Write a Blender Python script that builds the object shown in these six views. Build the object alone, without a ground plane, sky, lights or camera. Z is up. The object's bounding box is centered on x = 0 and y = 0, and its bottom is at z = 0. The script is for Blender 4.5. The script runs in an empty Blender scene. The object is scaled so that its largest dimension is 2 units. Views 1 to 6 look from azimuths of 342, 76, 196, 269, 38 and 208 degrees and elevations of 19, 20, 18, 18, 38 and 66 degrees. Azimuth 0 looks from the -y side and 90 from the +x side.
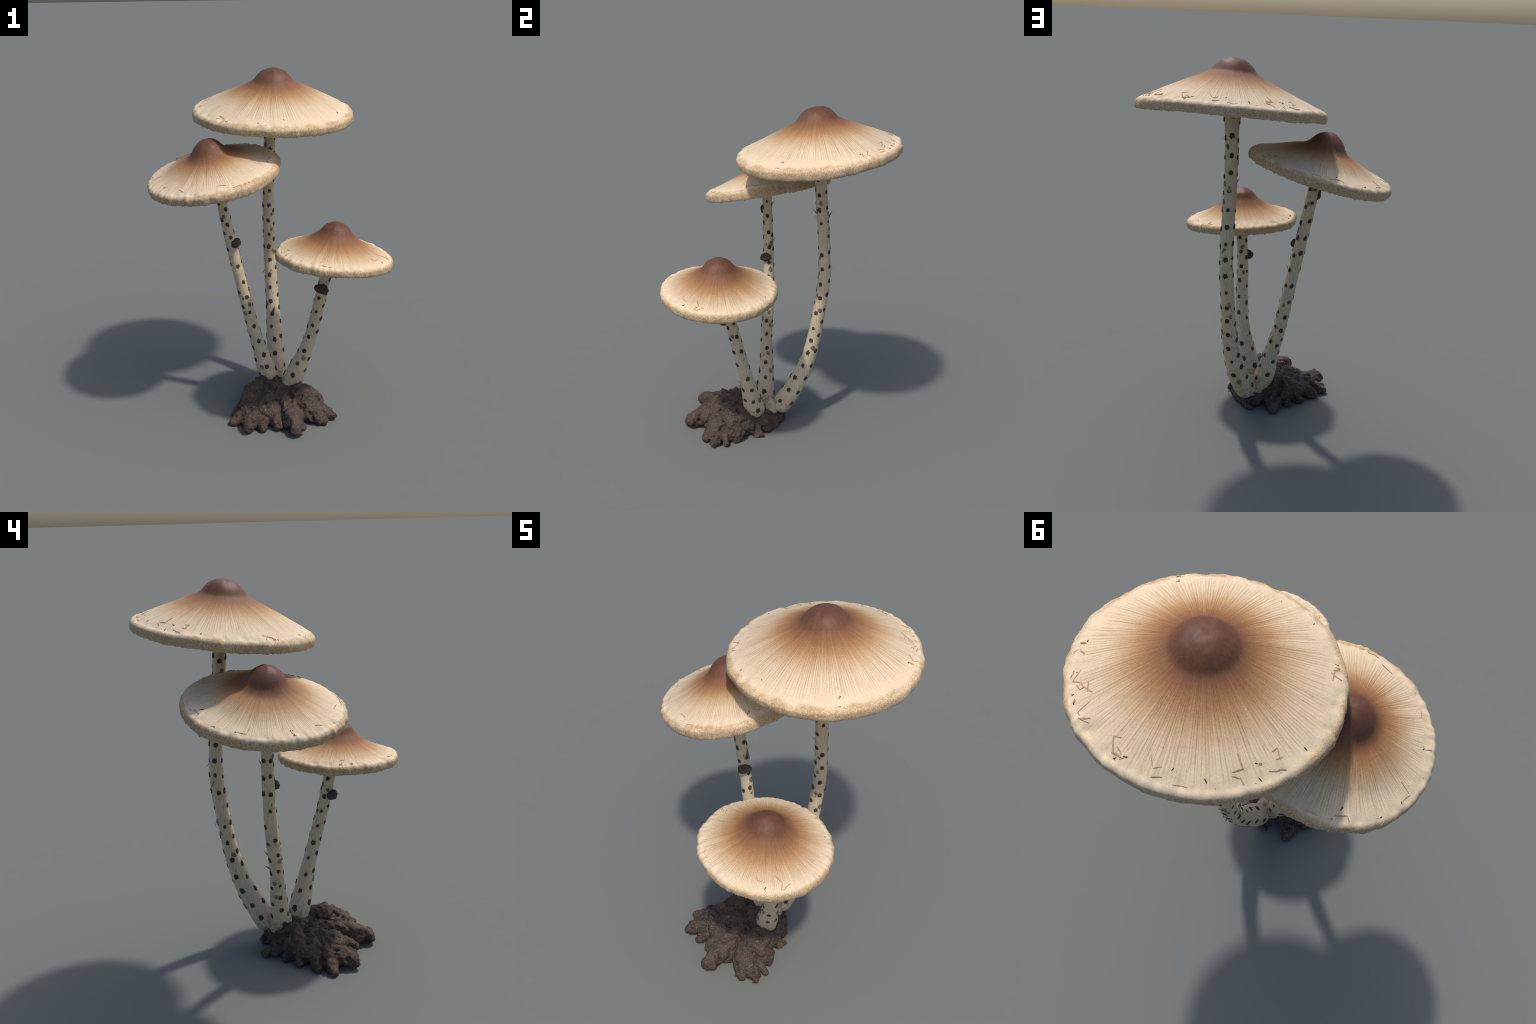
"""Cluster of three tall umbonate mushrooms growing from a lump of rooty soil."""
import bpy, bmesh, math, random
import numpy as np
from mathutils import Vector, Matrix, noise

SEED = 11
rnd = random.Random(SEED)
COL = bpy.context.scene.collection
TAU = 2 * math.pi


# --------------------------------------------------------------------------
# small helpers
# --------------------------------------------------------------------------
def link(ob, parent=None):
    COL.objects.link(ob)
    if parent is not None:
        ob.parent = parent
    return ob


def mesh_object(name, verts, faces, material, parent=None, smooth=True):
    me = bpy.data.meshes.new(name)
    me.from_pydata([tuple(v) for v in verts], [], faces)
    me.validate()
    me.update()
    if smooth:
        me.polygons.foreach_set("use_smooth", [True] * len(me.polygons))
    me.materials.append(material)
    return link(bpy.data.objects.new(name, me), parent)


def fbm(p, octaves=4, gain=0.5):
    total, amp = 0.0, 1.0
    q = Vector(p)
    for _ in range(octaves):
        total += amp * noise.noise(q)
        q = q * 2.03 + Vector((3.1, 1.7, 5.3))
        amp *= gain
    return total


def smoothstep(a, b, x):
    t = min(1.0, max(0.0, (x - a) / (b - a)))
    return t * t * (3 - 2 * t)


def hermite(xs, ys, x):
    """Smooth curve through control points (monotone parameter xs)."""
    n = len(xs)
    x = min(max(x, xs[0]), xs[-1])
    i = 0
    while i < n - 2 and x > xs[i + 1]:
        i += 1

    def slope(k):
        if k == 0:
            return (ys[1] - ys[0]) / (xs[1] - xs[0])
        if k == n - 1:
            return (ys[-1] - ys[-2]) / (xs[-1] - xs[-2])
        return 0.5 * ((ys[k] - ys[k - 1]) / (xs[k] - xs[k - 1]) + (ys[k + 1] - ys[k]) / (xs[k + 1] - xs[k]))

    h = xs[i + 1] - xs[i]
    t = (x - xs[i]) / h
    return ((2 * t**3 - 3 * t**2 + 1) * ys[i] + (t**3 - 2 * t**2 + t) * h * slope(i)
            + (-2 * t**3 + 3 * t**2) * ys[i + 1] + (t**3 - t**2) * h * slope(i + 1))


# --------------------------------------------------------------------------
# materials
# --------------------------------------------------------------------------
class Nodes:
    def __init__(self, name, roughness=0.7, specular=0.3):
        self.mat = bpy.data.materials.new(name)
        self.mat.use_nodes = True
        self.t = self.mat.node_tree
        self.bsdf = self.t.nodes["Principled BSDF"]
        self.bsdf.inputs["Roughness"].default_value = roughness
        self.bsdf.inputs["Specular IOR Level"].default_value = specular

    def add(self, kind, **inputs):
        n = self.t.nodes.new(kind)
        for k, v in inputs.items():
            self.set(n, k, v)
        return n

    def set(self, n, key, v):
        sock = n.inputs[key] if not key.startswith("i") or not key[1:].isdigit() else n.inputs[int(key[1:])]
        if hasattr(v, "is_output"):
            self.t.links.new(v, sock)
        else:
            sock.default_value = v

    def math(self, op, a, b=0.0, c=0.0, clamp=False):
        n = self.t.nodes.new("ShaderNodeMath")
        n.operation = op
        n.use_clamp = clamp
        for i, v in enumerate((a, b, c)):
            self.set(n, f"i{i}", v)
        return n.outputs[0]

    def ramp(self, fac, stops, ease="LINEAR"):
        n = self.t.nodes.new("ShaderNodeValToRGB")
        n.color_ramp.interpolation = ease
        el = n.color_ramp.elements
        while len(el) < len(stops):
            el.new(0.5)
        for e, (p, c) in zip(el, stops):
            e.position = p
            e.color = (*c, 1) if len(c) == 3 else c
        self.t.links.new(fac, n.inputs[0])
        return n.outputs[0]

    def step(self, x, lo, hi):
        n = self.t.nodes.new("ShaderNodeMapRange")
        n.interpolation_type = "SMOOTHSTEP"
        self.set(n, "Value", x)
        n.inputs["From Min"].default_value = lo
        n.inputs["From Max"].default_value = hi
        return n.outputs[0]

    def mix(self, fac, a, b, blend="MIX"):
        n = self.t.nodes.new("ShaderNodeMix")
        n.data_type = "RGBA"
        n.blend_type = blend
        for s, v in ((0, fac), (6, a), (7, b)):
            if isinstance(v, tuple) and len(v) == 3:
                v = (*v, 1)
            if hasattr(v, "is_output"):
                self.t.links.new(v, n.inputs[s])
            else:
                n.inputs[s].default_value = v
        return n.outputs[2]

    def noise(self, vec, scale, detail=3.0, rough=0.5, dist=0.0):
        n = self.add("ShaderNodeTexNoise", Scale=scale, Detail=detail, Roughness=rough, Distortion=dist)
        self.t.links.new(vec, n.inputs["Vector"])
        return n.outputs["Fac"]

    def object_coords(self):
        return self.t.nodes.new("ShaderNodeTexCoord").outputs["Object"]

    def scaled(self, vec, s):
        n = self.t.nodes.new("ShaderNodeMapping")
        n.inputs["Scale"].default_value = s
        self.t.links.new(vec, n.inputs["Vector"])
        return n.outputs[0]

    def finish(self, color, bump=None, strength=0.3, distance=0.003):
        self.t.links.new(color, self.bsdf.inputs["Base Color"])
        if bump is not None:
            b = self.add("ShaderNodeBump", Strength=strength, Distance=distance)
            self.t.links.new(bump, b.inputs["Height"])
            self.t.links.new(b.outputs[0], self.bsdf.inputs["Normal"])
        return self.mat


CREAM = (0.74, 0.575, 0.385)
CREAM_PALE = (0.80, 0.635, 0.43)
TAN = (0.52, 0.36, 0.21)
RUST = (0.31, 0.145, 0.058)
UMBER = (0.140, 0.052, 0.028)
OCHRE = (0.45, 0.28, 0.12)


def cap_material(radius, foot, bump_off):
    """Dark umbo melting through rust into cream, radial fibres, ochre margin."""
    m = Nodes("cap_skin", roughness=0.55, specular=0.35)
    oc = m.object_coords()
    sep = m.add("ShaderNodeSeparateXYZ")
    m.t.links.new(oc, sep.inputs[0])
    x, y, z = sep.outputs
    comb = m.add("ShaderNodeCombineXYZ", X=m.math("SUBTRACT", x, bump_off[0]), Y=m.math("SUBTRACT", y, bump_off[1]))
    flat = comb.outputs[0]
    ln = m.add("ShaderNodeVectorMath")
    ln.operation = "LENGTH"
    m.t.links.new(flat, ln.inputs[0])
    r = ln.outputs["Value"]
    nrm = m.add("ShaderNodeVectorMath")
    nrm.operation = "NORMALIZE"
    m.t.links.new(flat, nrm.inputs[0])
    direction = nrm.outputs[0]
    rn = m.math("DIVIDE", r, radius)

    # direction vector + slow radius = seamless radial streaks
    dsep = m.add("ShaderNodeSeparateXYZ")
    m.t.links.new(direction, dsep.inputs[0])
    streak_vec = m.add("ShaderNodeCombineXYZ", X=dsep.outputs[0], Y=dsep.outputs[1], Z=m.math("MULTIPLY", rn, 0.035)).outputs[0]
    coarse = m.noise(streak_vec, 9.0, 2.0)
    fibre = m.noise(streak_vec, 44.0, 1.0, 0.5)
    fine = m.noise(streak_vec, 90.0, 1.0, 0.5)
    grain = m.noise(oc, 190.0, 3.0, 0.7)
    mottle = m.noise(oc, 16.0, 3.0)

    # where along the radius this streak still carries brown
    warp = m.math("ADD", rn, m.math("MULTIPLY", m.math("SUBTRACT", fibre, 0.5), 0.13))
    warp = m.math("ADD", warp, m.math("MULTIPLY", m.math("SUBTRACT", coarse, 0.5), 0.07))
    f = foot / radius
    zone = m.ramp(warp, [(0.0, UMBER), (f * 0.58, UMBER), (f * 0.95, (0.185, 0.074, 0.035)), (f * 1.45, (0.300, 0.132, 0.052)), (f * 1.95, (0.450, 0.240, 0.100)),
                         (f * 2.45, (0.62, 0.42, 0.235)), (f * 3.0, CREAM), (1.0, CREAM_PALE)])

    def hairline(n, width):
        return m.math("SUBTRACT", 1.0, m.step(m.math("ABSOLUTE", m.math("SUBTRACT", n, 0.5)), width * 0.25, width))

    # hair-fine radial grooves: a comb in the angle with wandering phase
    angle = m.math("ARCTAN2", m.math("SUBTRACT", y, bump_off[1]), m.math("SUBTRACT", x, bump_off[0]))
    wander = m.math("MULTIPLY", m.noise(streak_vec, 11.0, 3.0, 0.6), 16.0)
    comb = m.math("SINE", m.math("ADD", m.math("MULTIPLY", angle, 190.0), wander))
    line = m.step(comb, 0.15, 0.95)
    line2 = hairline(fibre, 0.035)
    keep = m.step(m.noise(streak_vec, 20.0, 2.0), 0.32, 0.62)
    band = m.math("MULTIPLY", m.step(rn, f * 0.85, f * 1.4), m.math("SUBTRACT", 1.0, m.step(rn, 0.74, 0.96)))
    k = m.math("MULTIPLY", m.math("ADD", m.math("MULTIPLY", m.math("MULTIPLY", line, m.math("MULTIPLY_ADD", keep, 0.7, 0.3)), 0.55), m.math("MULTIPLY", line2, 0.38)), band, clamp=True)
    groove = m.math("MAXIMUM", line, line2)
    col = m.mix(k, zone, m.mix(1.0, zone, (0.58, 0.46, 0.36), "MULTIPLY"))
    # the umbo is faintly mottled
    blotch = m.step(m.noise(oc, 75.0, 3.0, 0.7), 0.42, 0.62)
    dome = m.math("SUBTRACT", 1.0, m.step(rn, f * 0.8, f * 1.3))
    col = m.mix(m.math("MULTIPLY", m.math("MULTIPLY", blotch, dome), 0.42), col, (0.085, 0.040, 0.028))
    # light grain everywhere
    g = m.math("MULTIPLY", m.math("SUBTRACT", grain, 0.5), m.math("MULTIPLY_ADD", m.step(rn, f * 0.9, f * 2.2), 0.55, 0.12))
    col = m.mix(m.math("MAXIMUM", g, 0.0), col, (1.0, 0.86, 0.68), "MIX")
    col = m.mix(m.math("MULTIPLY", m.math("MAXIMUM", m.math("MULTIPLY", g, -1.0), 0.0), 1.6), col, (0.16, 0.09, 0.04))
    # ochre felted margin: rim side wall, broken up by noise
    edge_in = m.step(m.math("ADD", rn, m.math("MULTIPLY", m.math("SUBTRACT", mottle, 0.5), 0.07)), 0.935, 0.985)
    pepper = m.step(m.noise(oc, 150.0, 3.0, 0.75), 0.42, 0.58)
    patch = m.step(mottle, 0.30, 0.62)
    edge = m.math("MULTIPLY", edge_in, m.math("MULTIPLY_ADD", pepper, 0.50, m.math("MULTIPLY", patch, 0.42)))
    col = m.mix(edge, col, OCHRE)
    # the side wall itself is felted brown, speckled with cream
    wall = m.math("MULTIPLY", m.step(rn, 0.90, 0.95), m.math("SUBTRACT", 1.0, m.step(m.math("ADD", z, m.math("MULTIPLY", m.math("SUBTRACT", mottle, 0.5), 0.012)), 0.008, 0.022)))
    felt = m.mix(pepper, (0.53, 0.395, 0.245), (0.315, 0.212, 0.118))
    col = m.mix(m.math("MULTIPLY", wall, 0.78), col, felt)
    # underside paler and greyer
    under = m.step(m.math("MULTIPLY", z, -1.0), 0.014, 0.030)
    col = m.mix(m.math("MULTIPLY", under, 0.55), col, (0.50, 0.41, 0.29))
    bump = m.math("ADD", m.math("MULTIPLY", m.math("MULTIPLY", groove, band), -0.8), m.math("MULTIPLY", grain, 0.28))
    rough = m.math("SUBTRACT", 0.74, m.math("MULTIPLY", m.math("SUBTRACT", 1.0, m.step(rn, f * 0.7, f * 1.6)), 0.19))
    m.t.links.new(rough, m.bsdf.inputs["Roughness"])
    return m.finish(col, bump, 0.25, 0.003)


def stem_material():
    m = Nodes("stem_skin", roughness=0.75, specular=0.25)
    oc = m.object_coords()
    fib = m.noise(m.scaled(oc, (1, 1, 0.05)), 230.0, 3.0, 0.6)
    blot = m.noise(oc, 14.0, 4.0, 0.6)
    smear = m.noise(m.scaled(oc, (1, 1, 0.45)), 55.0, 3.0, 0.6)
    col = m.ramp(fib, [(0.28, (0.43, 0.345, 0.225)), (0.5, (0.585, 0.485, 0.335)), (0.72, (0.67, 0.57, 0.41))])
    col = m.mix(m.math("MULTIPLY", m.step(blot, 0.52, 0.72), 0.35), col, (0.47, 0.365, 0.255))
    col = m.mix(m.math("MULTIPLY", m.step(smear, 0.66, 0.74), 0.35), col, (0.17, 0.145, 0.12))
    # earth rubbed into the feet, in patches
    sep = m.add("ShaderNodeSeparateXYZ")
    m.t.links.new(oc, sep.inputs[0])
    reach = m.math("SUBTRACT", 1.0, m.step(sep.outputs[2], 0.12, 0.24))
    stain = m.math("MULTIPLY", reach, m.step(m.noise(oc, 45.0, 4.0, 0.65), 0.50, 0.60))
    col = m.mix(m.math("MULTIPLY", stain, 0.62), col, (0.20, 0.125, 0.08))
    fleck = m.step(m.noise(m.scaled(oc, (1, 1, 0.7)), 120.0, 2.0, 0.5), 0.68, 0.73)
    col = m.mix(m.math("MULTIPLY", fleck, 0.55), col, (0.13, 0.105, 0.085))
    return m.finish(col, fib, 0.22, 0.002)


def scale_material(name, dark, light):
    m = Nodes(name, roughness=0.8, specular=0.2)
    oc = m.object_coords()
    n = m.noise(m.scaled(oc, (1, 1, 0.6)), 13.0, 3.0, 0.7)
    inf = m.add("ShaderNodeObjectInfo").outputs["Random"]
    lit = m.mix(inf, dark, light)
    col = m.mix(m.step(n, 0.46, 0.68), lit, tuple(min(1, c * 2.3) for c in light))
    return m.finish(col, n, 0.3, 0.05)


def soil_material():
    m = Nodes("dark_soil", roughness=0.72, specular=0.32)
    oc = m.object_coords()
    g = m.noise(oc, 165.0, 3.0, 0.75)
    c = m.noise(oc, 9.0, 4.0, 0.6)
    m2 = m.noise(oc, 70.0, 4.0, 0.65)
    col = m.ramp(c, [(0.3, (0.040, 0.029, 0.024)), (0.55, (0.065, 0.044, 0.034)), (0.75, (0.098, 0.066, 0.046))])
    col = m.mix(m.math("MULTIPLY", m.step(m2, 0.5, 0.75), 0.45), col, (0.045, 0.032, 0.026))
    col = m.mix(m.math("MULTIPLY", m.step(g, 0.53, 0.65), 0.68), col, (0.27, 0.19, 0.138))
    bump = m.math("ADD", m.math("MULTIPLY", m2, 1.0), m.math("MULTIPLY", g, 0.35))
    return m.finish(col, bump, 0.5, 0.006)


def plain(name, color, dark, scale=60.0, roughness=0.75):
    m = Nodes(name, roughness=roughness, specular=0.2)
    n = m.noise(m.object_coords(), scale, 3.0, 0.6)
    return m.finish(m.ramp(n, [(0.35, dark), (0.65, color)]), n, 0.3, 0.003)


STEM_MAT = stem_material()
SCALE_MAT = scale_material("dark_scale", (0.030, 0.025, 0.022), (0.062, 0.050, 0.043))
FAINT_MAT = scale_material("faded_scale", (0.095, 0.075, 0.058), (0.20, 0.16, 0.12))
SOIL_MAT = soil_material()
GILL_MAT = plain("gill_flesh", (0.70, 0.60, 0.46), (0.60, 0.50, 0.375), 90)
HOLLOW_MAT = plain("hollow_flesh", (0.60, 0.50, 0.37), (0.48, 0.39, 0.28), 60)
TORN_MAT = plain("torn_skin", (0.56, 0.385, 0.235), (0.39, 0.25, 0.14), 140)
TEAR_MAT = plain("dark_tear", (0.075, 0.055, 0.042), (0.03, 0.023, 0.019), 140)
KNOB_MAT = plain("knob_crust", (0.115, 0.088, 0.072), (0.036, 0.028, 0.025), 150)
FIBRE_MAT = plain("loose_fibre", (0.36, 0.29, 0.20), (0.12, 0.095, 0.07), 120)

# --------------------------------------------------------------------------
# the thing
# --------------------------------------------------------------------------
root = bpy.data.objects.new("mushroom_cluster", None)
link(root)
root["label"] = "three tall cream mushrooms with brown umbos and black-scaled stems on soil"
root["category"] = "mushroom"


# --------------------------------------------------------------------------
# caps
# --------------------------------------------------------------------------
# centre of the rim circle, tilt (slope of the axis), rim radius, rim half
# thickness, apex height above the rim plane, umbo foot radius / height,
# sideways shift of the umbo
#   slope = heights of the upper skin at the radius fractions SKIN
#   oval, warp = two-lobed out-of-round and out-of-plane of the margin
#   lean = fuller slope on one side
SKIN = [0.0, 0.08, 0.15, 0.20, 0.25, 0.275, 0.32, 0.45, 0.60, 0.75, 0.88]
CAPS = [
    dict(c=(0.156, 0.2318, 1.7419), n=(-0.0034, -0.1242), R=0.4745, a=0.031, foot=0.112, off=(-0.003, 0.014),
         slope=[0.258, 0.2535, 0.2390, 0.2180, 0.1880, 0.1800, 0.1685, 0.1415, 0.1090, 0.0765, 0.0475],
         oval=(0.015, 0.0), warp=(-0.004, 0.003), lean=(0.0055, 0.0), bulge=(0.0, 0.0), hollow=(-0.018, 0.052)),
    dict(c=(-0.2676, 0.0474, 1.4398), n=(-0.2225, -0.101), R=0.388, a=0.031, foot=0.093, off=(-0.0045, 0.006),
         slope=[0.2110, 0.2035, 0.1875, 0.1690, 0.1415, 0.1315, 0.1180, 0.0990, 0.0760, 0.0550, 0.0400],
         oval=(-0.012, -0.008), warp=(0.001, 0.005), lean=(0.009, -0.005), bulge=(0.013, 2.35), hollow=(-0.018, 0.024)),
    dict(c=(0.3056, -0.3764, 1.0112), n=(0.0789, -0.012), R=0.330, a=0.027, foot=0.092, off=(-0.0035, -0.003),
         slope=[0.2030, 0.1970, 0.1860, 0.1755, 0.1545, 0.1425, 0.1275, 0.0940, 0.0710, 0.0500, 0.0350],
         oval=(0.005, 0.005), warp=(-0.006, 0.0015), lean=(-0.002, 0.0015), bulge=(0.005, 1.9), hollow=(-0.015, 0.030)),
]


def cap_frame(c):
    n = Vector((c["n"][0], c["n"][1], 1)).normalized()
    ex = Vector((0, 1, 0)).cross(n).normalized()
    ey = n.cross(ex)
    m = Matrix((ex, ey, n)).transposed().to_4x4()
    m.translation = Vector(c["c"])
    return m


def cap_profile(c):
    """Radius/height pairs from apex over the rim to the hollow underside."""
    R, a = c["R"], c["a"]
    top = [(R * k, z) for k, z in zip(SKIN, c["slope"])] + [(R - a * 0.95, a * 1.07)]
    rim = [(R - a * 0.40, a * 0.82), (R - a * 0.08, a * 0.44), (R, -a * 0.02), (R - a * 0.05, -a * 0.54), (R - a * 0.22, -a * 0.82)]
    under = [(R - a * 0.95, -a * 0.58)]
    for k, z in zip(reversed(SKIN[1:11]), reversed(c["slope"][1:11])):
        under.append((R * k, min(z - 0.020, c["hollow"][0] + c["hollow"][1] * (1 - k))))
    under.append((0.0, under[-1][1]))
    return top + rim + under


def build_cap(index, c):
    prof = cap_profile(c)
    # resample the control polygon smoothly, dense at the rim
    d = [0.0]
    for p, q in zip(prof, prof[1:]):
        d.append(d[-1] + math.dist(p, q))
    rs, zs = [p[0] for p in prof], [p[1] for p in prof]
    ts = []
    for i in range(len(d) - 1):
        steps = max(2, int(math.ceil((d[i + 1] - d[i]) / (0.004 if 11 <= i <= 17 else 0.012))))
        ts += [d[i] + (d[i + 1] - d[i]) * s / steps for s in range(steps)]
    ts.append(d[-1])
    R, a, off = c["R"], c["a"], c["off"]
    oval, warp, lean = c["oval"], c["warp"], c["lean"]
    nth = 320
    d_rim1 = d[17]

    def point(th, t):
        r, z = hermite(d, rs, t), hermite(d, zs, t)
        r = max(r, 0.0)
        cx, sy = math.cos(th), math.sin(th)
        w = smoothstep(d[9], d[12], t) * (1 - smoothstep(d[16], d[19], t))      # rim weight
        lip = smoothstep(d[14], d[16], t) * (1 - smoothstep(d[17], d[19], t))    # lower lip
        q = Vector((cx * 3.2 + index * 7, sy * 3.2, 0.0))
        notch = max(0.0, noise.noise(Vector((cx * 7 + 5, sy * 7, index + t * 5))) - 0.25) * (1 + noise.noise(Vector((cx * 19, sy * 19, t * 9))))
        broad = noise.noise(q) * 0.006 + noise.noise(q * 2.7) * 0.0035
        frill = noise.noise(Vector((cx * 21 + index, sy * 21, t * 14)))
        teeth = abs(noise.noise(Vector((cx * 34, sy * 34, index * 3.0))))
        r += w * (broad + 0.0030 * frill - 0.012 * notch + 0.004 * noise.noise(Vector((cx * 9, sy * 9, t * 22 + index))))
        shoulder = math.exp(-((t - d[11]) / 0.018) ** 2)
        z += w * 0.0022 * frill + shoulder * (0.0065 * noise.noise(Vector((cx * 8, sy * 8, index + 4.0))) + 0.0022 * frill - 0.010 * notch)
        z += w * 0.004 * noise.noise(Vector((cx * 2.1 + 9, sy * 2.1, index)))
        z -= lip * (0.010 * teeth - 0.002)
        # faint flats and dimples on the upper skin
        z += 0.0030 * noise.noise(Vector((r * cx * 34, r * sy * 34, index * 2.0))) * (1 - smoothstep(0.05, 0.14, r))
        z += (1 - w) * 0.0018 * noise.noise(Vector((r * cx * 16, r * sy * 16, index)))
        k = 1 - smoothstep(0.0, 0.8 * R, r) if t < d_rim1 else 0.0
        f2 = (r / R) ** 2
        c2, s2 = math.cos(2 * th), math.sin(2 * th)
        z += f2 * (warp[0] * c2 + warp[1] * s2) + math.sin(math.pi * min(1.0, r / R)) * (lean[0] * cx + lean[1] * sy)
        turn = (th - c["bulge"][1] + math.pi) % TAU - math.pi
        z += c["bulge"][0] * math.exp(-((r / R - 0.5) / 0.20) ** 2) * math.exp(-((turn / 0.9) ** 2)) * (1 if t < d_rim1 else 0)
        r *= 1 + f2 * (oval[0] * c2 + oval[1] * s2)
        return Vector((r * cx + off[0] * k, r * sy + off[1] * k, z))

    verts, faces = [], []
    for t in ts[1:-1]:
        for j in range(nth):
            verts.append(point(TAU * j / nth, t))
    rows = len(ts) - 2
    top_i, bot_i = len(verts), len(verts) + 1
    verts += [point(0, 0.0), point(0, d[-1])]
    verts[top_i] = Vector((off[0], off[1], zs[0]))
    verts[bot_i] = Vector((0, 0, zs[-1]))
    for i in range(rows - 1):
        for j in range(nth):
            k = (j + 1) % nth
            faces.append((i * nth + j, (i + 1) * nth + j, (i + 1) * nth + k, i * nth + k))
    for j in range(nth):
        k = (j + 1) % nth
        faces.append((top_i, j, k))
        faces.append((bot_i, (rows - 1) * nth + k, (rows - 1) * nth + j))
    cap = mesh_object("cap", verts, faces, cap_material(R, c["foot"], off), root)
    cap.matrix_world = cap_frame(c)
    # the hollow underneath is plain pale flesh
    cap.data.materials.append(HOLLOW_MAT)
    first = next(i for i, t in enumerate(ts[1:-1]) if t > d[17] + 0.004)
    for i, poly in enumerate(cap.data.polygons):
        if min(poly.vertices) >= first * nth and top_i not in poly.vertices:
            poly.material_index = 1

    # gills: thin radial plates hanging under the cap
    gv, gf = [], []
    count = int(112 * R / 0.4)
    for g in range(count):
        th = TAU * (g + 0.3 * rnd.random()) / count
        short = (0.06, 0.55, 0.30, 0.55)[g % 4]
        pts = []
        for s in range(9):
            u = s / 8
            r0 = 0.052 + (R - a * 1.15 - 0.052) * (short + (1 - short) * u)
            lo, hi = d[17], d[-1]
            for _ in range(20):
                mid = 0.5 * (lo + hi)
                lo, hi = (mid, hi) if hermite(d, rs, mid) > r0 else (lo, mid)
            z0 = point(th, lo).z
            depth = 0.008 * math.sin(math.pi * min(1, u * 0.93 + 0.04)) ** 0.5 * (1 if g % 4 == 0 else 0.75)
            pts.append((r0, z0 + 0.004, z0 - depth))
        base = len(gv)
        wd = 0.0016
        for (r0, zt, zb) in pts:
            for (zz, w) in ((zt, wd * 1.6), (zb, wd * 0.5)):
                for sgn in (-1, 1):
                    q = r0 * (1 + (r0 / R) ** 2 * (oval[0] * math.cos(2 * th) + oval[1] * math.sin(2 * th)))
                    gv.append((q * math.cos(th) - sgn * w * math.sin(th), q * math.sin(th) + sgn * w * math.cos(th), zz))
        for s in range(8):
            b, e = base + 4 * s, base + 4 * s + 4
            gf += [(b, e, e + 2, b + 2), (b + 1, b + 3, e + 3, e + 1), (b + 2, e + 2, e + 3, b + 3), (b, b + 1, e + 1, e)]
        b, e = base, base + 32
        gf += [(b, b + 2, b + 3, b + 1), (e, e + 1, e + 3, e + 2)]
    gills = mesh_object("gills", gv, gf, GILL_MAT, cap, smooth=False)
    gills["kind"] = "stuff"

    # torn skin: narrow raised splinters and small dark tears near the margin
    pieces = {"torn_skin": ([], []), "tear": ([], [])}

    def arc_of(r):
        lo, hi = 0.0, d[11]
        for _ in range(24):
            mid = 0.5 * (lo + hi)
            if hermite(d, rs, mid) < r:
                lo = mid
            else:
                hi = mid
        return lo

    def strip(store, th, r, heading, length, width, lift, bend):
        """thin wedge lying on the cap, following its surface"""
        v, f = pieces[store]
        base = len(v)
        steps = 6
        px, py = r * math.cos(th), r * math.sin(th)
        for s in range(steps + 1):
            u = s / steps
            w = width * (0.25 + 0.75 * math.sin(math.pi * min(1, u * 0.8 + 0.1)))
            if s == steps:
                w *= 0.15
            hx, hy = math.cos(heading), math.sin(heading)
            row = []
            for sgn in (-1, 1):
                x, y = px - sgn * hy * w * 0.5, py + sgn * hx * w * 0.5
                rr = min(math.hypot(x, y), R - a * 0.55)
                aa = math.atan2(y, x)
                p = point(aa, arc_of(rr))
                up = lift * (0.6 + (0.4 if sgn > 0 else -0.2)) * (0.5 + u * 0.5)
                row.append((p.x, p.y, p.z + 0.0012 + up))
                row.append((p.x, p.y, p.z - 0.003))
            v += row
            px += hx * length / steps
            py += hy * length / steps
            heading += bend / steps
        for s in range(steps):
            b, e = base + 4 * s, base + 4 * s + 4
            f += [(b, e, e + 2, b + 2), (b, b + 1, e + 1, e), (b + 2, e + 2, e + 3, b + 3), (b + 1, b + 3, e + 3, e + 1)]
        e = base + 4 * steps
        f += [(base, base + 2, base + 3, base + 1), (e, e + 1, e + 3, e + 2)]

    # zigzag cracks wander round the shoulder; most of the damage on the large
    # cap sits on its far side
    chains = int((21, 13, 6)[index])
    for _ in range(chains):
        th = rnd.uniform(0, TAU) if index or rnd.random() < 0.4 else rnd.gauss(1.9, 1.0)
        r = R * min(0.945, rnd.triangular(0.78, 0.955, 0.91))
        hd = th + rnd.choice((-1, 1)) * rnd.uniform(0.6, 1.9)
        for q in range(rnd.choice((1, 1, 1, 2, 2, 3))):
            ln = rnd.triangular(0.012, 0.062, 0.028)
            strip("torn_skin", th, r, hd, ln, rnd.triangular(0.0016, 0.0062, 0.003), rnd.uniform(0.0002, 0.0022), rnd.uniform(-0.4, 0.4))
            x, y = r * math.cos(th) + ln * math.cos(hd), r * math.sin(th) + ln * math.sin(hd)
            th, r = math.atan2(y, x), min(math.hypot(x, y), 0.955 * R)
            hd += rnd.choice((-1, 1)) * rnd.uniform(0.5, 2.3)
            if r > 0.93 * R or r < 0.76 * R:
                hd = th + math.pi * (r > 0.85 * R) + rnd.uniform(-1.2, 1.2)
    for _ in range(int((20, 13, 6)[index])):
        th = rnd.uniform(0, TAU) if index or rnd.random() < 0.5 else rnd.gauss(1.9, 1.0)
        r = R * rnd.triangular(0.80, 0.985, 0.95)
        strip("tear", th, r, rnd.uniform(0, TAU), rnd.uniform(0.005, 0.018), rnd.uniform(0.002, 0.005), 0.0004, rnd.uniform(-0.3, 0.3))
        if rnd.random() < 0.35:
            strip("torn_skin", th + 0.008, r * 1.004, rnd.uniform(0, TAU), rnd.uniform(0.010, 0.022), rnd.uniform(0.005, 0.009), 0.005, 0.6)
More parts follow.
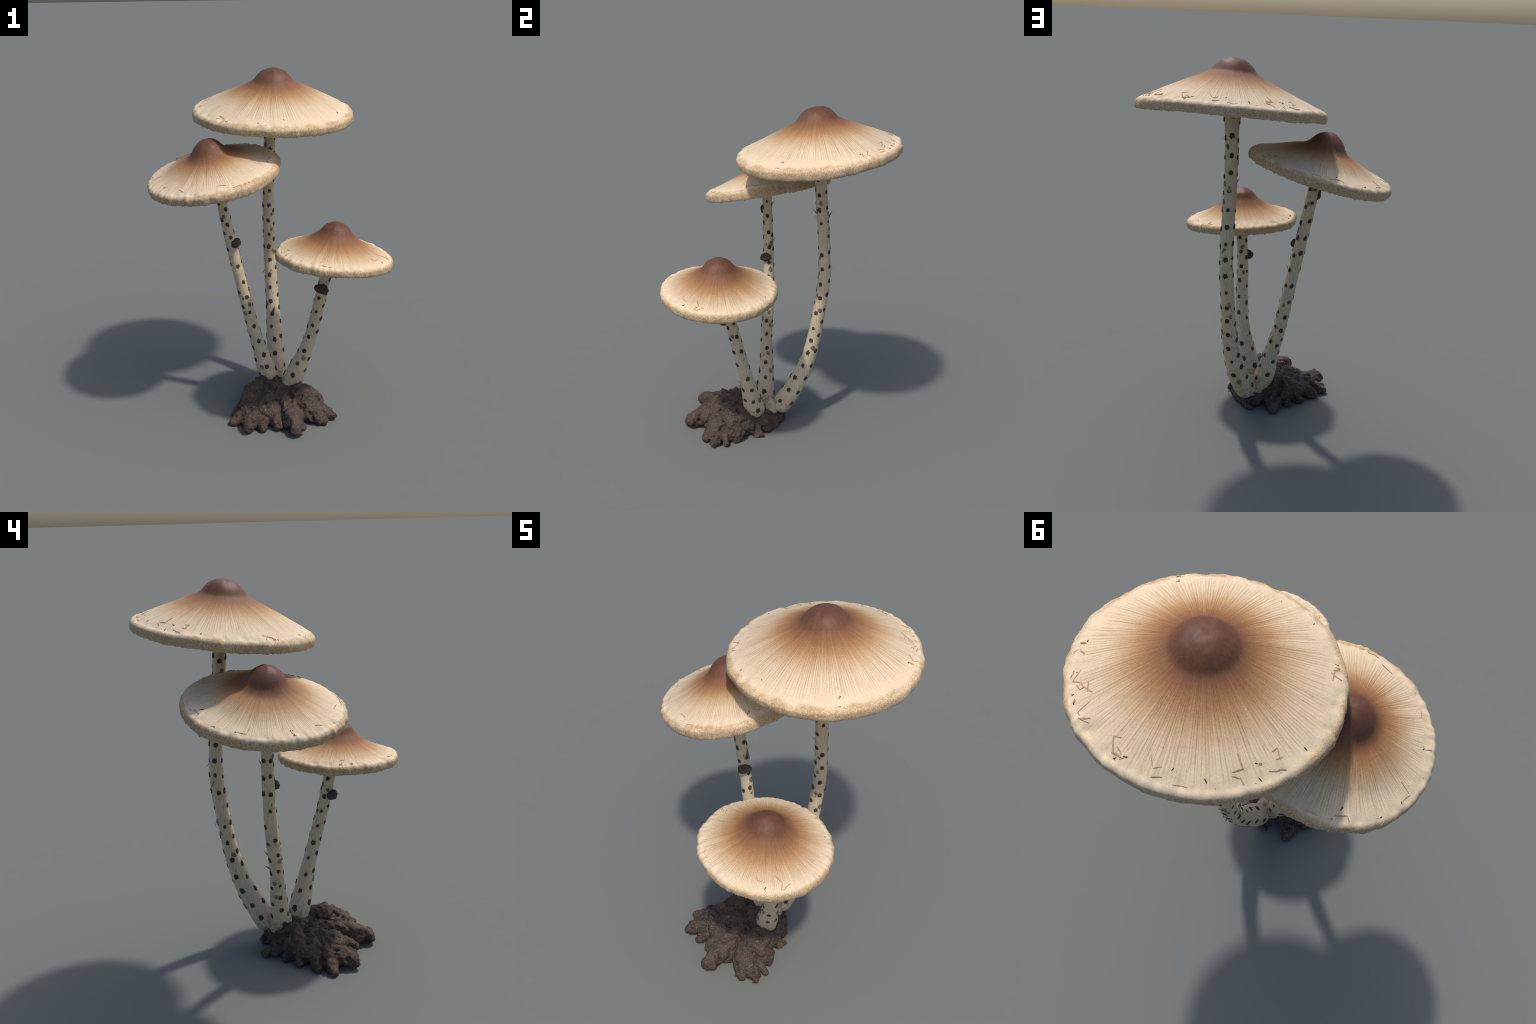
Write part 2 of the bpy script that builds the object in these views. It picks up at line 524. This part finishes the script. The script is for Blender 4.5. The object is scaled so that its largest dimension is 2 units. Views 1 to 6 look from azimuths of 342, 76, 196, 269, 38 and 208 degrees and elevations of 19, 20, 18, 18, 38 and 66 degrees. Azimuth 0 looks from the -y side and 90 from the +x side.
    for name, mat in (("torn_skin", TORN_MAT), ("tear", TEAR_MAT)):
        v, f = pieces[name]
        ob = mesh_object(name, v, f, mat, cap, smooth=False)
        ob["kind"] = "stuff"
    return cap


for i, c in enumerate(CAPS):
    build_cap(i, c)

# --------------------------------------------------------------------------
# stems: spine control points (height: x, y) and thickness along the height
# --------------------------------------------------------------------------
STEMS = [
    dict(z=[0.085, 0.17, 0.25, 0.35, 0.5, 0.7, 0.95, 1.2, 1.5, 1.85],
         x=[0.098, 0.1156, 0.1286, 0.137, 0.1444, 0.1447, 0.1465, 0.1419, 0.1413, 0.153],
         y=[0.030, 0.0791, 0.125, 0.1735, 0.2226, 0.2596, 0.2945, 0.2895, 0.2631, 0.240],
         rz=[0.085, 0.10, 0.13, 0.17, 0.25, 0.35, 0.5, 0.7, 0.95, 1.2, 1.5, 1.64, 1.71, 1.77, 1.85],
         rr=[0.036, 0.053, 0.060, 0.0615, 0.0555, 0.0495, 0.043, 0.0385, 0.0368, 0.0352, 0.0345, 0.0355, 0.042, 0.049, 0.060]),
    dict(z=[0.10, 0.17, 0.25, 0.35, 0.5, 0.75, 1.1, 1.45, 1.54],
         x=[0.050, 0.023, -0.0017, -0.0275, -0.0688, -0.1207, -0.1941, -0.2536, -0.263],
         y=[-0.040, -0.0331, -0.0242, -0.0142, -0.007, 0.0173, 0.0343, 0.0365, 0.038],
         rz=[0.10, 0.115, 0.15, 0.20, 0.26, 0.35, 0.45, 0.6, 0.8, 1.0, 1.2, 1.35, 1.41, 1.45, 1.54],
         rr=[0.038, 0.050, 0.056, 0.0565, 0.051, 0.043, 0.0375, 0.0355, 0.034, 0.0325, 0.030, 0.0285, 0.031, 0.036, 0.048]),
    dict(z=[0.09, 0.15, 0.25, 0.35, 0.5, 0.75, 1.10],
         x=[0.124, 0.1455, 0.174, 0.2065, 0.2370, 0.2625, 0.308],
         y=[-0.118, -0.1376, -0.1649, -0.1905, -0.2301, -0.294, -0.366],
         rz=[0.09, 0.105, 0.135, 0.17, 0.25, 0.35, 0.5, 0.65, 0.8, 0.93, 0.98, 1.03, 1.10],
         rr=[0.036, 0.054, 0.062, 0.0615, 0.0535, 0.043, 0.0365, 0.0345, 0.0325, 0.033, 0.037, 0.043, 0.052]),
]


class Spine:
    def __init__(self, s, index):
        self.s, self.index = s, index
        self.z0, self.z1 = s["z"][0], s["z"][-1]

    def centre(self, z):
        return Vector((hermite(self.s["z"], self.s["x"], z), hermite(self.s["z"], self.s["y"], z), z))

    def radius(self, z):
        return hermite(self.s["rz"], self.s["rr"], z)

    def frame(self, z):
        e = 0.01
        t = (self.centre(min(z + e, self.z1)) - self.centre(max(z - e, self.z0))).normalized()
        u = Vector((1, 0, 0)) - t * t.x
        u.normalize()
        return t, u, t.cross(u)

    def surface(self, z, th, lift=0.0):
        t, u, v = self.frame(z)
        n = u * math.cos(th) + v * math.sin(th)
        c = self.centre(z)
        wob = noise.noise(Vector((math.cos(th) * 1.1 + self.index * 5, math.sin(th) * 1.1, z * 7)))
        fine = noise.noise(Vector((math.cos(th) * 5 + self.index, math.sin(th) * 5, z * 9)))
        r = self.radius(z) * (1 + 0.045 * wob + 0.02 * fine)
        return c + n * (r + lift), n


def scale_meshes(material, how_many=5):
    """Irregular flat scale, bent round a cylinder of unit radius."""
    out = []
    for k in range(how_many):
        verts, faces = [], []
        n = 16
        size = 0.30
        rad = [size * (1 + 0.5 * noise.noise(Vector((3 * math.cos(TAU * j / n), 3 * math.sin(TAU * j / n), k * 9.1))) + rnd.uniform(-0.12, 0.12)) for j in range(n)]
        for ring, height in ((1.0, 0.93), (0.97, 1.045), (0.62, 1.075), (0.0, 1.065)):
            if ring == 0.0:
                verts.append((height, 0, 0))
                continue
            for j in range(n):
                ang = rad[j] * ring * math.cos(TAU * j / n)
                verts.append((height * math.cos(ang), height * math.sin(ang), rad[j] * ring * 1.28 * math.sin(TAU * j / n)))
        for ring in range(2):
            for j in range(n):
                q = (j + 1) % n
                faces.append((ring * n + j, ring * n + q, (ring + 1) * n + q, (ring + 1) * n + j))
        for j in range(n):
            faces.append((2 * n + j, 2 * n + (j + 1) % n, 3 * n))
        faces.append(tuple(reversed(range(n))))
        me = bpy.data.meshes.new("scale")
        me.from_pydata(verts, [], faces)
        me.polygons.foreach_set("use_smooth", [True] * len(me.polygons))
        me.materials.append(material)
        out.append(me)
    return out


DARK_SCALES = scale_meshes(SCALE_MAT)
FAINT_SCALES = scale_meshes(FAINT_MAT, 3)


def build_stem(index, s):
    sp = Spine(s, index)
    nz, nth = int((sp.z1 - sp.z0) / 0.008), 40
    verts, faces = [], []
    for i in range(nz + 1):
        z = sp.z0 + (sp.z1 - sp.z0) * i / nz
        for j in range(nth):
            verts.append(sp.surface(z, TAU * j / nth)[0])
    for i in range(nz):
        for j in range(nth):
            k = (j + 1) % nth
            faces.append((i * nth + j, i * nth + k, (i + 1) * nth + k, (i + 1) * nth + j))
    faces.append(tuple(reversed(range(nth))))
    faces.append(tuple(nz * nth + j for j in range(nth)))
    stem = mesh_object("stem", verts, faces, STEM_MAT, root)

    # scales in staggered columns
    columns = 5
    drift = rnd.uniform(-0.3, 0.3)
    phase = (0.35, 0.9, 0.1)[index]

    def place(mesh, z, th, size, name):
        p, n = sp.surface(z, th)
        t, _, _ = sp.frame(z)
        r = (p - sp.centre(z)).length
        size *= (0.0355 / r) ** 0.62
        side = t.cross(n)
        m = Matrix((n, side, t)).transposed().to_4x4()
        # the shared mesh sits on a unit cylinder: grow it about its own middle
        m = Matrix.Translation(p - n * r * 1.0 * size) @ m @ Matrix.Scale(r * size, 4)
        ob = link(bpy.data.objects.new(name, mesh), stem)
        ob.matrix_world = m

    top = (1.74, 1.43, 1.0)[index]
    for cidx in range(columns):
        z = sp.z0 + 0.07 + (0.045 if cidx % 2 else 0.0) + rnd.uniform(0, 0.02)
        while z < top:
            pitch = 0.090 if z > 0.3 else 0.082
            th = phase + TAU * cidx / columns + drift * z + rnd.gauss(0, 0.10)
            if rnd.random() < 0.93:
                place(rnd.choice(DARK_SCALES), z, th, rnd.triangular(0.65, 1.22, 1.10), "scale")
            if rnd.random() < 0.20:
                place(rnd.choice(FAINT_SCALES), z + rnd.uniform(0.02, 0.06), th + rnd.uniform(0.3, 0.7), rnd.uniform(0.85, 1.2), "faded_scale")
            z += pitch * rnd.uniform(0.88, 1.14)

    # loose fibres standing off the skin
    fv, ff = [], []
    for _ in range(int(20 * (sp.z1 - sp.z0))):
        z = rnd.uniform(sp.z0 + 0.08, top)
        th = rnd.uniform(0, TAU)
        p, n = sp.surface(z, th, -0.002)
        t, _, _ = sp.frame(z)
        side = t.cross(n)
        big = rnd.random() < 0.16
        ln = rnd.uniform(0.028, 0.045) if big else rnd.uniform(0.010, 0.026)
        w = rnd.uniform(0.005, 0.010) if big else rnd.uniform(0.0015, 0.004)
        up = t * (1 if rnd.random() < 0.6 else -1) + side * rnd.uniform(-0.5, 0.5)
        base = len(fv)
        for u in (0.0, 0.5, 1.0):
            ctr = p + n * (0.55 * ln * u + 0.012 * u * u) + up * ln * u
            ww = w * (1 - u) + 0.0003
            fv += [ctr - side * ww, ctr + side * ww, ctr + n * 0.0016 * (1.2 - u)]
        for q in (0, 3):
            b = base + q
            ff += [(b, b + 3, b + 4, b + 1), (b + 1, b + 4, b + 5, b + 2), (b + 2, b + 5, b + 3, b)]
        ff += [(base, base + 1, base + 2), (base + 6, base + 8, base + 7)]
    fib = mesh_object("loose_fibre", fv, ff, FIBRE_MAT, stem, smooth=False)
    fib["kind"] = "stuff"
    return stem, sp


def crusty_knob(name, parent, centre, axes, dims, material, seed):
    """Small angular crust lump; axes = (outward, along) directions."""
    bm = bmesh.new()
    bmesh.ops.create_icosphere(bm, subdivisions=3, radius=1.0)
    n = axes[0].normalized()
    t = (axes[1] - n * axes[1].dot(n)).normalized()
    s = t.cross(n)
    for v in bm.verts:
        p = v.co.copy()
        facet = noise.voronoi(p * 1.5 + Vector((seed, 2, 1)))[0][0]
        k = 0.86 + 0.30 * facet + 0.22 * noise.noise(p * 1.3 + Vector((seed, 0, 0))) + 0.12 * noise.noise(p * 4 + Vector((0, seed, 0)))
        v.co = centre + (n * p.x * dims[0] + s * p.y * dims[1] + t * p.z * dims[2]) * k
    me = bpy.data.meshes.new(name)
    bm.to_mesh(me)
    bm.free()
    me.polygons.foreach_set("use_smooth", [True] * len(me.polygons))
    me.materials.append(material)
    return link(bpy.data.objects.new(name, me), parent)


def fused_foot():
    """Knuckle of stem flesh where the three stems grow together."""
    bm = bmesh.new()
    bmesh.ops.create_icosphere(bm, subdivisions=5, radius=1.0)
    for v in bm.verts:
        p = v.co.copy()
        k = 1 + 0.16 * noise.noise(p * 1.4 + Vector((2, 7, 1))) + 0.05 * noise.noise(p * 5)
        v.co = Vector((0.080 + 0.064 * p.x * k, -0.020 + 0.060 * p.y * k, 0.100 + 0.068 * p.z * k))
    me = bpy.data.meshes.new("stem_foot")
    bm.to_mesh(me)
    bm.free()
    me.polygons.foreach_set("use_smooth", [True] * len(me.polygons))
    m = Nodes("foot_skin", roughness=0.8, specular=0.2)
    oc = m.object_coords()
    n = m.noise(oc, 38.0, 4.0, 0.65)
    col = m.ramp(n, [(0.34, (0.22, 0.14, 0.09)), (0.48, (0.46, 0.36, 0.25)), (0.66, (0.57, 0.475, 0.335))])
    me.materials.append(m.finish(col, n, 0.4, 0.004))
    link(bpy.data.objects.new("stem_foot", me), root)


fused_foot()
stems = [build_stem(i, s) for i, s in enumerate(STEMS)]


def knob_on(k, z, toward, dims, seed, material=KNOB_MAT, sink=0.4):
    stem, sp = stems[k]
    c = sp.centre(z)
    out = (Vector((toward[0], toward[1], z)) - c)
    out.z = 0
    out.normalize()
    t, _, _ = sp.frame(z)
    out = (out - t * out.dot(t)).normalized()
    crusty_knob("crust_knob", stem, c + out * (sp.radius(z) + dims[0] * sink), (out, t), dims, material, seed)


knob_on(1, 1.018, (0.3, -0.45), (0.023, 0.038, 0.026), 3.0, KNOB_MAT, 0.15)
knob_on(2, 0.812, (-0.1, -0.9), (0.024, 0.041, 0.027), 8.0, KNOB_MAT, 0.3)
knob_on(1, 1.312, (-0.95, -0.55), (0.018, 0.012, 0.027), 5.0, KNOB_MAT, 0.25)
knob_on(0, 1.655, (0.155, -0.6), (0.006, 0.014, 0.012), 7.0, KNOB_MAT, 0.2)

# --------------------------------------------------------------------------
# soil lump: fat ridges running out from under the stems to blunt toes
# --------------------------------------------------------------------------
RIDGES = [
    # core
    [(0.075, -0.02, 0.045, 0.085), (0.07, -0.10, 0.05, 0.095), (0.06, -0.18, 0.03, 0.115), (0.06, -0.27, 0.03, 0.105), (0.06, -0.36, 0.02, 0.085)],
    [(0.02, -0.07, 0.075, 0.085), (-0.06, -0.10, 0.07, 0.090), (-0.11, -0.15, 0.065, 0.085), (-0.15, -0.24, 0.045, 0.072)],
    [(-0.05, -0.2, 0.04, 0.10), (-0.07, -0.30, 0.04, 0.088)],
    [(0.06, -0.05, 0.085, 0.078), (0.11, -0.07, 0.06, 0.075), (0.10, -0.13, 0.065, 0.082), (0.05, -0.12, 0.075, 0.085)],
    [(0.11, -0.17, 0.060, 0.085), (0.16, -0.24, 0.075, 0.090), (0.17, -0.30, 0.08, 0.095), (0.18, -0.36, 0.055, 0.075), (0.24, -0.40, 0.025, 0.05)],
    [(0.17, -0.27, 0.06, 0.085), (0.23, -0.29, 0.045, 0.07)],
    [(0.15, -0.16, 0.04, 0.075), (0.19, -0.20, 0.05, 0.075)],
    # toes
    [(0.05, -0.36, 0.070, 0.06), (0.03, -0.45, 0.055, 0.05), (0.035, -0.505, 0.045, 0.034), (0.02, -0.53, 0.03, 0.024)],
    [(0.04, -0.49, 0.05, 0.032), (0.06, -0.525, 0.055, 0.022)],
    [(0.17, -0.34, 0.06, 0.07), (0.26, -0.40, 0.035, 0.045), (0.305, -0.435, 0.025, 0.026)],
    [(0.15, -0.36, 0.04, 0.065), (0.205, -0.44, 0.025, 0.036), (0.225, -0.462, 0.02, 0.02)],
    [(0.2, -0.3, 0.05, 0.06), (0.27, -0.335, 0.03, 0.038), (0.315, -0.35, 0.018, 0.018)],
    [(0.18, -0.26, 0.04, 0.055), (0.255, -0.28, 0.025, 0.033), (0.285, -0.28, 0.015, 0.018)],
    [(0.12, -0.15, 0.03, 0.07), (0.20, -0.14, 0.025, 0.05), (0.250, -0.12, 0.020, 0.026), (0.260, -0.098, 0.016, 0.014)],
    [(0.2, -0.16, 0.02, 0.04), (0.258, -0.152, 0.012, 0.017)],
    [(0.12, -0.04, 0.045, 0.068), (0.150, -0.022, 0.042, 0.048), (0.175, -0.010, 0.022, 0.026)],
    [(0.10, -0.01, 0.045, 0.058), (0.125, 0.015, 0.036, 0.036)],
    [(0.17, -0.09, 0.045, 0.062), (0.20, -0.06, 0.025, 0.036)],
    [(0.08, 0.0, 0.02, 0.06), (0.085, 0.035, 0.015, 0.034), (0.07, 0.075, 0.012, 0.022)],
    [(-0.02, -0.06, 0.03, 0.07), (-0.055, 0.01, 0.025, 0.045), (-0.068, 0.055, 0.018, 0.028), (-0.07, 0.083, 0.012, 0.015)],
    [(-0.08, -0.10, 0.03, 0.06), (-0.12, -0.055, 0.02, 0.03), (-0.14, -0.05, 0.012, 0.015)],
    [(-0.13, -0.15, 0.04, 0.055), (-0.175, -0.115, 0.018, 0.026), (-0.19, -0.11, 0.012, 0.014)],
    [(-0.16, -0.22, 0.035, 0.06), (-0.22, -0.21, 0.02, 0.032), (-0.245, -0.205, 0.012, 0.016)],
    [(-0.17, -0.26, 0.035, 0.065), (-0.245, -0.28, 0.025, 0.038), (-0.295, -0.29, 0.016, 0.016)],
    [(-0.15, -0.29, 0.04, 0.06), (-0.2, -0.36, 0.05, 0.048), (-0.215, -0.405, 0.042, 0.036), (-0.225, -0.425, 0.025, 0.022)],
    [(-0.2, -0.38, 0.055, 0.034), (-0.205, -0.405, 0.065, 0.026)],
    [(-0.1, -0.3, 0.03, 0.06), (-0.13, -0.39, 0.025, 0.034), (-0.14, -0.425, 0.016, 0.018)],
    [(-0.03, -0.3, 0.03, 0.075), (-0.04, -0.40, 0.03, 0.04), (-0.045, -0.435, 0.02, 0.021)],
]


def build_soil():
    bm = bmesh.new()
    for k, chain in enumerate(RIDGES):
        if k >= 6:
            # blunt, stubby toes
            *stem_part, last = chain
            back = [0.78 * e + 0.22 * g for e, g in zip(last, stem_part[-1])]
            chain = [(x, y, z, r + 0.004) for x, y, z, r in stem_part] + [tuple(back[:3]) + (last[3] + 0.006,)]
        for p, q in zip(chain, chain[1:]):
            p, q = np.array(p), np.array(q)
            steps = max(2, int(np.linalg.norm(p[:3] - q[:3]) / 0.012))
            for s in range(steps + 1):
                b = p + (q - p) * s / steps
                b[3] -= 0.0065
                mat = Matrix.Translation(Vector(b[:3]))
                bmesh.ops.create_icosphere(bm, subdivisions=2, radius=b[3], matrix=mat)
    me = bpy.data.meshes.new("soil_lump")
    bm.to_mesh(me)
    bm.free()
    ob = link(bpy.data.objects.new("soil_lump", me), root)
    rm = ob.modifiers.new("fuse", "REMESH")
    rm.mode = "VOXEL"
    rm.voxel_size = 0.0055
    sm = ob.modifiers.new("soften", "SMOOTH")
    sm.factor = 0.5
    sm.iterations = 8
    dg = bpy.context.evaluated_depsgraph_get()
    fused = bpy.data.meshes.new_from_object(ob.evaluated_get(dg))
    ob.modifiers.clear()
    ob.data = fused
    fused.name = "soil_lump"
    n = len(fused.vertices)
    co = np.empty(n * 3)
    no = np.empty(n * 3)
    fused.vertices.foreach_get("co", co)
    fused.vertices.foreach_get("normal", no)
    co, no = co.reshape(-1, 3), no.reshape(-1, 3)
    tips = [chain[-1] for chain in RIDGES[6:]]
    for i in range(n):
        p = Vector(co[i])
        # folds run outward from the middle
        ang = math.atan2(p.y + 0.18, p.x - 0.03)
        rad = math.hypot(p.y + 0.18, p.x - 0.03)
        fold = noise.noise(Vector((math.cos(ang) * 4.5, math.sin(ang) * 4.5, rad * 4)))
        lump = fbm(p * 15, 2)
        crag = 0.5 - abs(fbm(p * 17 + Vector((5, 2, 1)), 3, 0.45))
        grit = fbm(p * 60, 2)
        pit = smoothstep(0.30, 0.06, noise.voronoi(p * 19)[0][0])
        deep = smoothstep(0.26, 0.44, noise.noise(p * 19 + Vector((8, 1, 4))))
        knob = smoothstep(0.42, 0.10, noise.voronoi(p * 24 + Vector((7, 3, 9)))[0][0])
        h = 0.0065 + 0.013 * fold + 0.010 * lump + 0.012 * (crag - 0.3) + 0.0016 * grit - 0.006 * pit - 0.018 * deep + 0.009 * knob
        co[i] += no[i] * h
        # only the toes touch the ground; between them the belly is hollow
        near = min((p.x - q[0]) ** 2 + (p.y - q[1]) ** 2 for q in tips) ** 0.5
        floor = 0.020 * smoothstep(0.025, 0.06, near) * (0.8 + 0.5 * noise.noise(p * 14))
        if no[i][2] < 0.3 and co[i][2] < floor:
            co[i][2] = floor + 0.25 * (co[i][2] - floor)
    co[:, 2] = np.where(co[:, 2] < 0.0, 0.0, co[:, 2])
    co[:, 2] -= co[:, 2].min()
    fused.vertices.foreach_set("co", co.ravel())
    fused.update()
    fused.polygons.foreach_set("use_smooth", [True] * len(fused.polygons))
    fused.materials.clear()
    fused.materials.append(SOIL_MAT)
    return ob


build_soil()
